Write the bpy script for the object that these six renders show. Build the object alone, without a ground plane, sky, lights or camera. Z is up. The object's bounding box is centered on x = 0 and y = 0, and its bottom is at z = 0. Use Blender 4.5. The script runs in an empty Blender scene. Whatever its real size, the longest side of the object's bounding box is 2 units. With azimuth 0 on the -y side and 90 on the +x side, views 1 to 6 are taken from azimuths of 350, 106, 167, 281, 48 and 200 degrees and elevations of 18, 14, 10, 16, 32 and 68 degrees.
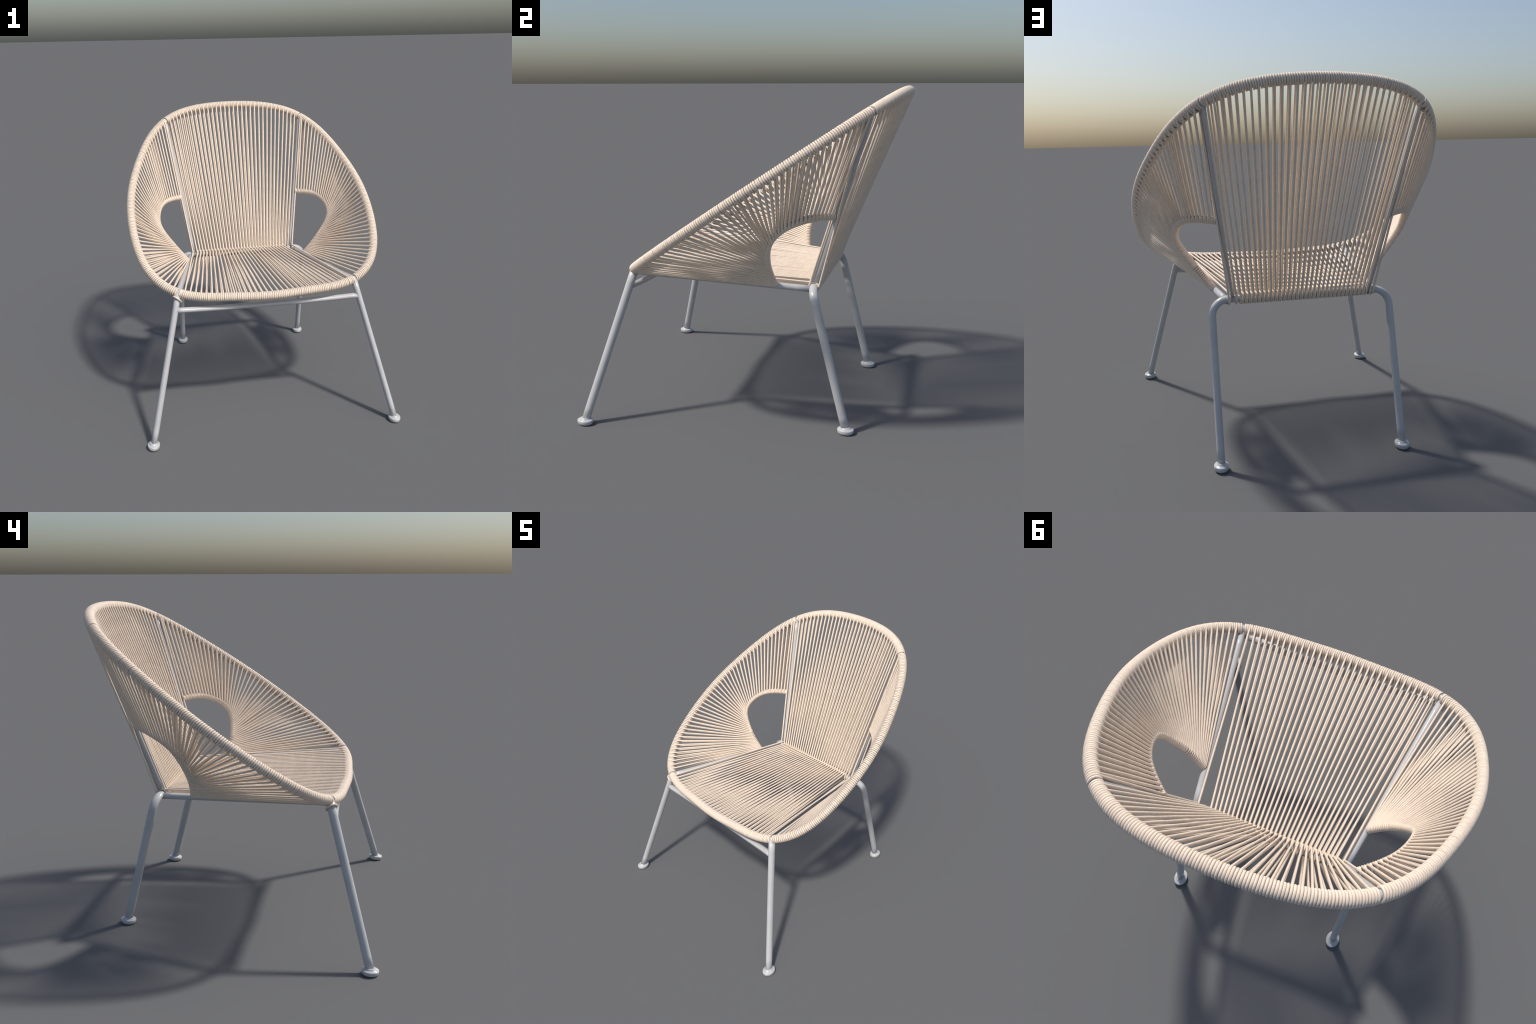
"""Lounge chair: a bent-tube frame strung and wrapped with beige cord."""
import bpy, math, random
import numpy as np

rng = random.Random(7)
V = lambda *a: np.array(a, float)
unit = lambda v: v / np.linalg.norm(v)

# ------------------------------------------------------------------ sizes (m)
CORD = 0.0057            # cord radius
CORD_DEEP = 1.2          # the cord, too, is deeper front to back than wide
FLAT = 1.27              # all bare tubes are a little deeper front to back
R_LEG, R_RAIL, R_POST, R_BAR = 0.0205, 0.0195, 0.0132, 0.0175
R_RIM, R_HOOP = 0.0180, 0.0104
COIL_RIM, COIL_HOOP, COIL_RAIL = 0.0236, 0.0160, 0.0262
COIL_DEEP = 1.13         # the coils follow the flattened tubes less strongly

# ------------------------------------------------------------------ key points
CORNER = V(0.387, 0.438, 0.859)          # where back post, seat rail and rear rail meet
FOOT_F, FOOT_B = V(0.811, -0.889, 0.0), V(0.506, 0.664, 0.0)
SEAT_RAIL_END = V(0.416, 0.438, 0.850)    # the seat rails meet the rear tube just outside the posts
REAR_KNEE = V(0.501, 0.449, 0.859)       # virtual corner between rear rail and rear leg

# the rim is a flat egg-shaped loop, tilted: polar cosine series about (0, RIM_Y)
RIM_POLAR = (0.8502, -0.0994, -0.0187, 0.0327, -0.0433, 0.006, -0.0034, -0.0029, 0.0058, -0.0027, 0.0009)
RIM_Y, RIM_Z, RIM_SLOPE = 0.1756, 1.362, 0.678
TH_BACK, TH_FRONT = 0.751, 2.504         # where posts and front legs join the rim


def rim_point(th):
    r = sum(a * math.cos(k * th) for k, a in enumerate(RIM_POLAR))
    y = RIM_Y + r * math.cos(th)
    return V(r * math.sin(th), y, RIM_Z + RIM_SLOPE * y)


class Path:
    """polyline with arc length lookup"""
    def __init__(self, pts):
        self.p = np.array(pts)
        d = np.linalg.norm(np.diff(self.p, axis=0), axis=1)
        self.s = np.concatenate([[0], np.cumsum(d)])
        self.length = self.s[-1]

    def at(self, s):
        return V(*[np.interp(s, self.s, self.p[:, i]) for i in range(3)])

    def tangent(self, s):
        h = 0.006
        return unit(self.at(min(s + h, self.length)) - self.at(max(s - h, 0)))


def rim_path(t0, t1, n=240):
    return Path([rim_point(t0 + (t1 - t0) * i / n) for i in range(n + 1)])


def bspline(ctrl, n=160, deg=3):
    c = np.array(ctrl, float)
    m = len(c)
    kn = [0.0] * deg + list(np.linspace(0, 1, m - deg + 1)) + [1.0] * deg
    out = []
    for t in np.linspace(0, 1 - 1e-9, n):
        k = max(i for i in range(deg, m) if kn[i] <= t)
        d = [c[j + k - deg].copy() for j in range(deg + 1)]
        for r in range(1, deg + 1):
            for j in range(deg, r - 1, -1):
                i = j + k - deg
                a = (t - kn[i]) / (kn[i + deg - r + 1] - kn[i])
                d[j] = (1 - a) * d[j - 1] + a * d[j]
        out.append(d[deg])
    return out


# hoop round the arm opening: from the back post, out and down to the seat rail
HOOP_CTRL = [(0.4715, 0.5545, 1.2987), (0.5759, 0.473, 1.3106), (0.6369, 0.3865, 1.2912), (0.6640, 0.2919, 1.2442),
             (0.6700, 0.2285, 1.1720), (0.6140, 0.202, 1.0790), (0.5307, 0.192, 0.9697), (0.4564, 0.2138, 0.8718)]

MIRROR = V(-1, 1, 1)
BACK_SEAM, FRONT_SEAM = rim_point(TH_BACK), rim_point(TH_FRONT)

# ------------------------------------------------------------------ materials


def node(nt, kind, loc, **props):
    n = nt.nodes.new(kind)
    n.location = loc
    for k, v in props.items():
        setattr(n, k, v)
    return n


def cord_material():
    m = bpy.data.materials.new("beige_cord")
    m.use_nodes = True
    nt = m.node_tree
    b = nt.nodes["Principled BSDF"]
    tc = node(nt, "ShaderNodeTexCoord", (-1200, 0))
    fine = node(nt, "ShaderNodeTexNoise", (-900, 200))
    fine.inputs["Scale"].default_value = 330
    fine.inputs["Detail"].default_value = 3
    broad = node(nt, "ShaderNodeTexNoise", (-900, -150))
    broad.inputs["Scale"].default_value = 26
    broad.inputs["Detail"].default_value = 2
    nt.links.new(tc.outputs["Object"], fine.inputs["Vector"])
    nt.links.new(tc.outputs["Object"], broad.inputs["Vector"])
    add = node(nt, "ShaderNodeMath", (-680, 60), operation="MULTIPLY_ADD")
    add.inputs[1].default_value = 0.3
    nt.links.new(broad.outputs["Fac"], add.inputs[0])
    sc = node(nt, "ShaderNodeMath", (-800, 320), operation="MULTIPLY")
    sc.inputs[1].default_value = 0.7
    nt.links.new(fine.outputs["Fac"], sc.inputs[0])
    nt.links.new(sc.outputs[0], add.inputs[2])
    ramp = node(nt, "ShaderNodeValToRGB", (-480, 60))
    ramp.color_ramp.elements[0].position = 0.34
    ramp.color_ramp.elements[0].color = CORD_DARK
    ramp.color_ramp.elements[1].position = 0.62
    ramp.color_ramp.elements[1].color = CORD_LIGHT
    nt.links.new(add.outputs[0], ramp.inputs["Fac"])
    nt.links.new(ramp.outputs["Color"], b.inputs["Base Color"])
    bump = node(nt, "ShaderNodeBump", (-480, -300))
    bump.inputs["Strength"].default_value = 0.35
    bump.inputs["Distance"].default_value = 0.0015
    nt.links.new(fine.outputs["Fac"], bump.inputs["Height"])
    nt.links.new(bump.outputs["Normal"], b.inputs["Normal"])
    b.inputs["Roughness"].default_value = 0.6
    b.inputs["Specular IOR Level"].default_value = 0.3
    return m


def metal_material():
    m = bpy.data.materials.new("pale_grey_lacquer")
    m.use_nodes = True
    nt = m.node_tree
    b = nt.nodes["Principled BSDF"]
    tc = node(nt, "ShaderNodeTexCoord", (-900, 0))
    nz = node(nt, "ShaderNodeTexNoise", (-700, 0))
    nz.inputs["Scale"].default_value = 9
    nt.links.new(tc.outputs["Object"], nz.inputs["Vector"])
    ramp = node(nt, "ShaderNodeValToRGB", (-480, 0))
    ramp.color_ramp.elements[0].position = 0.3
    ramp.color_ramp.elements[0].color = METAL_DARK
    ramp.color_ramp.elements[1].position = 0.7
    ramp.color_ramp.elements[1].color = METAL_LIGHT
    nt.links.new(nz.outputs["Fac"], ramp.inputs["Fac"])
    nt.links.new(ramp.outputs["Color"], b.inputs["Base Color"])
    b.inputs["Metallic"].default_value = 0.0
    b.inputs["Roughness"].default_value = 0.22
    b.inputs["Specular IOR Level"].default_value = 0.5
    return m


CORD_DARK, CORD_LIGHT = (0.69, 0.572, 0.462, 1), (0.86, 0.738, 0.61, 1)
METAL_DARK, METAL_LIGHT = (0.485, 0.485, 0.485, 1), (0.53, 0.53, 0.53, 1)
MAT_CORD, MAT_METAL = cord_material(), metal_material()

# ------------------------------------------------------------------ mesh helpers


class Soup:
    def __init__(self):
        self.v, self.f = [], []

    def tube(self, pts, r, sides=10, closed=False, deep=1.0, caps=True):
        pts = np.array(pts, float)
        n = len(pts)
        if closed:
            tan = np.roll(pts, -1, 0) - np.roll(pts, 1, 0)
        else:
            tan = np.gradient(pts, axis=0)
        tan /= np.linalg.norm(tan, axis=1)[:, None]
        ref = V(0, 0, 1) if abs(tan[0][2]) < 0.8 else V(1, 0, 0)
        N = unit(np.cross(tan[0], ref))
        rows = []
        for i in range(n):
            N = unit(N - tan[i] * (N @ tan[i]))
            rows.append(N.copy())
        if closed:      # spread the leftover twist
            Ne = unit(rows[-1] - tan[0] * (rows[-1] @ tan[0]))
            tw = math.atan2(np.cross(rows[0], Ne) @ tan[0], rows[0] @ Ne)
        else:
            tw = 0
        base = len(self.v)
        rad = r if hasattr(r, "__len__") else [r] * n
        for i in range(n):
            B = np.cross(tan[i], rows[i])
            off = -tw * i / n
            for j in range(sides):
                a = 2 * math.pi * j / sides + off
                o = rad[i] * (math.cos(a) * rows[i] + math.sin(a) * B)
                o[1] *= deep
                self.v.append(tuple(pts[i] + o))
        for i in range(n if closed else n - 1):
            k = (i + 1) % n
            for j in range(sides):
                l = (j + 1) % sides
                self.f.append((base + i * sides + j, base + i * sides + l, base + k * sides + l, base + k * sides + j))
        if caps and not closed:
            self.f.append(tuple(base + j for j in range(sides))[::-1])
            self.f.append(tuple(base + (n - 1) * sides + j for j in range(sides)))

    def lathe(self, prof, centre, sides=40, deep=1.0):
        base = len(self.v)
        for r, z in prof:
            for j in range(sides):
                a = 2 * math.pi * j / sides
                self.v.append((centre[0] + r * math.cos(a), centre[1] + deep * r * math.sin(a), centre[2] + z))
        for i in range(len(prof) - 1):
            for j in range(sides):
                l = (j + 1) % sides
                self.f.append((base + i * sides + j, base + i * sides + l, base + (i + 1) * sides + l, base + (i + 1) * sides + j))
        self.f.append(tuple(base + j for j in range(sides))[::-1])
        self.f.append(tuple(base + (len(prof) - 1) * sides + j for j in range(sides)))

    def make(self, name, parent, mat, origin=(0, 0, 0)):
        me = bpy.data.meshes.new(name)
        o = np.array(origin, float)
        me.from_pydata([tuple(np.array(p) - o) for p in self.v], [], self.f)
        me.polygons.foreach_set("use_smooth", [len(p.vertices) <= 4 for p in me.polygons])
        me.materials.append(mat)
        me.update()
        ob = bpy.data.objects.new(name, me)
        bpy.context.scene.collection.objects.link(ob)
        ob.parent = parent
        base = V(0, 0, 0)
        q = parent
        while q is not None:
            base += np.array(q.location)
            q = q.parent
        ob.location = tuple(o - base)
        return ob


chair = bpy.data.objects.new("lounge_chair", None)
bpy.context.scene.collection.objects.link(chair)
chair["label"] = "round lounge chair with pale grey tube frame and woven beige cord seat"
chair["category"] = "lounge chair"


def straight(a, b, n=8):
    return [a + (b - a) * i / (n - 1) for i in range(n)]


def single_tube(name, parent, pts, r, sides=24, closed=False, deep=FLAT):
    s = Soup()
    s.tube(pts, r, sides, closed, deep)
    return s.make(name, parent, MAT_METAL, np.mean(np.array(pts), axis=0))


# ------------------------------------------------------------------ bare frame
rim = single_tube("rim", chair, [rim_point(2 * math.pi * i / 240) for i in range(240)], R_RIM, 20, True, 1.15)

FOOT_PROFILE = [(0.0300, 0.0), (0.0335, 0.0010), (0.0365, 0.0045), (0.0385, 0.0090), (0.0395, 0.0140), (0.0395, 0.0240), (0.0390, 0.0262),
                (0.0375, 0.0282), (0.0350, 0.0296), (0.0300, 0.0312), (0.0255, 0.0332), (0.0225, 0.0370), (0.0205, 0.0420)]


def add_foot(leg, at):
    s = Soup()
    s.lathe(FOOT_PROFILE, (0, 0, 0), 40, FLAT)
    s.v = [tuple(np.array(p) + at) for p in s.v]
    return s.make("foot", leg, MAT_METAL, at)


def fillet(a, knee, b, reach, n=14):
    """straight a -> rounded knee -> straight b"""
    p, q = knee + unit(a - knee) * reach, knee + unit(b - knee) * reach
    pts = straight(a, p, 3)
    d1, d2 = unit(a - knee), unit(b - knee)
    half = math.acos(np.clip(d1 @ d2, -1, 1)) / 2
    rad = reach * math.tan(half)
    cen = knee + unit(d1 + d2) * (reach / math.cos(half))
    u0, u1 = p - cen, q - cen
    ang = math.acos(np.clip(unit(u0) @ unit(u1), -1, 1))
    for i in range(1, n):
        t = i / n
        pts.append(cen + (math.sin((1 - t) * ang) * u0 + math.sin(t * ang) * u1) / math.sin(ang))
    return pts + straight(q, b, 10)


single_tube("cross_rail", chair, straight(V(-0.395, 0.438, 0.859), V(0.395, 0.438, 0.859), 12), R_RAIL)
def bar_point(x):
    """the crossbar bows a little back and down between the front legs"""
    b = 1 - abs(x / 0.608) ** 3
    return V(x, -0.648 + 0.016 * b, 0.836 - 0.014 * b)


single_tube("crossbar", chair, [bar_point(x) for x in np.linspace(-0.608, 0.608, 32)], R_BAR)
hoops, side_paths = [], []
for side in (1, -1):
    M = V(side, 1, 1)
    top = FRONT_SEAM + unit(FRONT_SEAM - FOOT_F) * -0.0
    leg = single_tube("leg", chair, [p * M for p in straight(top, FOOT_F + V(0, 0, 0.02), 12)], R_LEG)
    add_foot(leg, FOOT_F * M)
    leg = single_tube("leg", chair, [p * M for p in fillet(V(0.394, 0.438, 0.859), REAR_KNEE, FOOT_B + V(0, 0, 0.02), 0.088)],
                      R_LEG)
    add_foot(leg, FOOT_B * M)
    single_tube("backrest_post", chair, [p * M for p in straight(BACK_SEAM, CORNER + V(0, 0, 0.004), 12)], R_POST, deep=1.5)
    single_tube("seat_rail", chair, [p * M for p in straight(FRONT_SEAM + V(0.004, 0.004, -0.013), SEAT_RAIL_END, 12)], R_RAIL)
    hp = [p * M for p in bspline(HOOP_CTRL)]
    hoops.append(Path(hp))
    single_tube("arm_hoop", chair, hp, R_HOOP, 16, False, 1.15)
    ths = (TH_BACK, TH_FRONT)
    side_paths.append(Path([rim_point(ths[0] + (ths[1] - ths[0]) * i / 400) * M for i in range(401)]))

# ------------------------------------------------------------------ cord geometry
SITTER = V(0, -0.15, 1.55)      # a point in front of the woven shell, to tell its inner face


def arc(cen_a, cen_b, start, toward, r, tan, n, deep=COIL_DEEP):
    """half turn from +start over `toward` to -start while the centre slides from a to b"""
    out = []
    for i in range(n + 1):
        a = math.pi * i / n
        o = r * (math.cos(a) * start + math.sin(a) * toward)
        o = V(o[0], o[1] * deep, o[2])
        out.append(cen_a + (cen_b - cen_a) * i / n + o)
    return out


def cord_loop(c1, c1b, t1, r1, c2, c2b, t2, r2, sides=10):
    """one lap of cord: round tube 1 at c1, inner strand to tube 2, round it, outer strand back to c1b"""
    def normal(d, t, c):
        n = unit(np.cross(d, t))
        return n if n @ (SITTER - c) > 0 else -n
    d = unit(c2 - c1)
    n1, n2 = normal(d, t1, c1), normal(d, t2, c2)
    out1 = unit(-(d - t1 * (d @ t1)))
    out2 = unit(d - t2 * (d @ t2))
    lap2 = arc(c2, c2b, n2, out2, r2, t2, 12)              # inner -> outer at far end
    lap1 = arc(c1b, c1, -n1, out1, r1, t1, 14)             # outer -> inner at rim
    a, b = lap1[-1], lap2[0]
    c, e = lap2[-1], lap1[0]
    inner = [a + (b - a) * i / 14 for i in range(1, 14)]
    outer = [c + (e - c) * i / 14 for i in range(1, 14)]
    # slack: a hair of sideways drift keeps the strands from looking ruled
    j = V(rng.uniform(-1, 1), rng.uniform(-1, 1), rng.uniform(-1, 1)) * 0.0012
    k = V(rng.uniform(-1, 1), rng.uniform(-1, 1), rng.uniform(-1, 1)) * 0.0012
    inner = [p + j * math.sin(math.pi * (i + 1) / 14) for i, p in enumerate(inner)]
    outer = [p + k * math.sin(math.pi * (i + 1) / 14) for i, p in enumerate(outer)]
    s = Soup()
    s.tube(lap1 + inner + lap2 + outer, CORD, sides, closed=True, deep=CORD_DEEP)
    return s


def strand_normal(c, t, end):
    """unit normal of the woven face at c, on the sitter's side"""
    n = unit(np.cross(unit(end - c), t))
    return n if n @ (SITTER - c) > 0 else -n


def coil_turn(soup, path, s, r, slide, end, sides=9, n=26):
    """one wrapped turn: over the outside of the tube first, as the strands do, then back inside"""
    t = path.tangent(s)
    c = path.at(s)
    e1 = strand_normal(c, t, end)
    d = unit(end - c)
    e2 = unit(-(d - t * (d @ t)))
    rr = r * rng.uniform(0.985, 1.015)
    shift = rng.uniform(-1, 1) * 0.0006
    slide = slide * rng.uniform(0.85, 1.15)
    pts = []
    for i in range(n):
        u = i / n
        a = 2 * math.pi * u
        o = rr * (math.cos(a) * e1 + math.sin(a) * e2)
        o[1] *= COIL_DEEP
        q = np.clip(s + shift + slide * (1 - abs(2 * u - 1)), 0.0, path.length)
        pts.append(path.at(q) + o)
    soup.tube(pts, CORD * rng.uniform(0.99, 1.06), sides, closed=True)


def wrap_section(path, strands, gap, soup, end, slide):
    """fills a rim section with turns of cord; returns where the strands leave it"""
    m = 3 * strands + 2
    pitch = (path.length - sum(gap)) / (m - 1)
    leave = []
    for k in range(m):
        s = gap[0] + k * pitch - slide / 2
        if k % 3 == 2:
            leave.append(s)
        else:
            coil_turn(soup, path, s, COIL_RIM, slide, end(s / path.length))
    return leave, pitch


GAP_BACK, GAP_FRONT = 0.0115, 0.0140      # bare metal left either side of the joints
wrapping = Soup()
N_BACK, N_SEAT, N_SIDE = 32, 32, 44
back_path = rim_path(-TH_BACK, TH_BACK)
front_path = rim_path(2 * math.pi - TH_FRONT, TH_FRONT)


def on_rail(x):
    return V(x, 0.438, 0.859)


BACK_SHIFT, SEAT_SHIFT, SIDE_SHIFT = 0.001, -0.0065, 0.0055   # how far a lap creeps along the rim
XT = V(1, 0, 0)
RAIL_IN = 0.366
back_leave, back_pitch = wrap_section(back_path, N_BACK, (GAP_BACK, GAP_BACK), wrapping, lambda u: on_rail(RAIL_IN * (2 * u - 1)), BACK_SHIFT)
front_leave, front_pitch = wrap_section(front_path, N_SEAT, (GAP_FRONT, GAP_FRONT), wrapping, lambda u: on_rail(RAIL_IN * (2 * u - 1)), SEAT_SHIFT)
print("pitch", back_pitch, front_pitch, back_path.length, front_path.length, side_paths[0].length, hoops[0].length)

# backrest: rim to rear rail, plus one lap outside each post
for i, s in enumerate(back_leave):
    x = -RAIL_IN + 2 * RAIL_IN * i / (N_BACK - 1)
    c = back_path.at(s)
    cord_loop(c, back_path.at(s + BACK_SHIFT), back_path.tangent(s), COIL_RIM,
              on_rail(x), on_rail(x - 0.001), XT, COIL_RAIL).make("backrest_cord", chair, MAT_CORD, c)
for side, path in zip((1, -1), side_paths):
    c = path.at(0.022)
    x = side * 0.400
    front = strand_normal(c, path.tangent(0.022), on_rail(x)) * 0.017      # both strands pass in front of the post
    cord_loop(c + front, path.at(0.030) + front, path.tangent(0.022), 0.007, on_rail(x), on_rail(x + side * 0.006), XT,
              COIL_RAIL).make("backrest_cord", chair, MAT_CORD, c)
# seat: front rim to rear rail
step = 2 * RAIL_IN / (N_BACK - 1)
for i, s in enumerate(front_leave):
    if i in (0, N_SEAT - 1):
        x = 0.397 * (-1 if i == 0 else 1)
    else:
        x = -RAIL_IN + step * (i - 0.5) - 0.005
    c = front_path.at(s)
    cord_loop(c, front_path.at(s + SEAT_SHIFT), front_path.tangent(s), COIL_RIM,
              on_rail(x), on_rail(x + 0.010), XT, COIL_RAIL).make("seat_cord", chair, MAT_CORD, c)
# sides: rim to arm hoop, dense at the foot of the hoop
for side, path, hoop in zip((1, -1), side_paths, hoops):
    lo, hi = 0.024, hoop.length - 0.012
    A = 1.45
    hoop_at = lambda u: lo + (hi - lo) * (A * u + (1 - A) * u * u)
    leave, pitch = wrap_section(path, N_SIDE, (GAP_BACK, GAP_FRONT), wrapping, lambda u: hoop.at(hoop_at(u)), side * SIDE_SHIFT)
    where = []
    for i in range(N_SIDE):
        where.append(hoop_at(i / (N_SIDE - 1)))
    fill = Soup()
    for i, (s, h) in enumerate(zip(leave, where)):
        c = path.at(s)
        cord_loop(c, path.at(s + side * SIDE_SHIFT), path.tangent(s), COIL_RIM,
                  hoop.at(h), hoop.at(np.clip(h + side * 0.004, 0, hoop.length)), hoop.tangent(h),
                  COIL_HOOP).make("side_cord", chair, MAT_CORD, c)
        if i + 1 < N_SIDE and where[i + 1] - h > 0.0145:
            coil_turn(fill, hoop, (h + where[i + 1]) / 2, COIL_HOOP, side * 0.004, c)
    coil_turn(fill, hoop, 0.002, COIL_HOOP, 0, path.at(0.02))
    coil_turn(fill, hoop, 0.012, COIL_HOOP, side * 0.004, path.at(0.02))
    parent = [o for o in chair.children if o.name.startswith("arm_hoop")][0 if side == 1 else 1]
    ob = fill.make("hoop_wrapping", parent, MAT_CORD)
    ob["kind"] = "stuff"
ob = wrapping.make("rim_wrapping", rim, MAT_CORD)
ob["kind"] = "stuff"

# the loose end of the cord, knotted once round the top of one front leg
s = Soup()
M = V(-1, 1, 1)
ax = unit(FOOT_F - FRONT_SEAM) * M
cen = (FRONT_SEAM + (FOOT_F - FRONT_SEAM) * 0.043) * M
e1 = unit(np.cross(ax, V(0, 1, 0)))
e2 = np.cross(ax, e1)
ring = []
for i in range(32):
    a = 2 * math.pi * i / 32
    o = 0.0275 * (math.cos(a) * e1 + math.sin(a) * e2)
    o[1] *= 1.2
    ring.append(cen + o + ax * 0.016 * math.cos(a + 0.5))
s.tube(ring, CORD, 10, closed=True)
s.make("tie_cord", chair, MAT_CORD, cen)
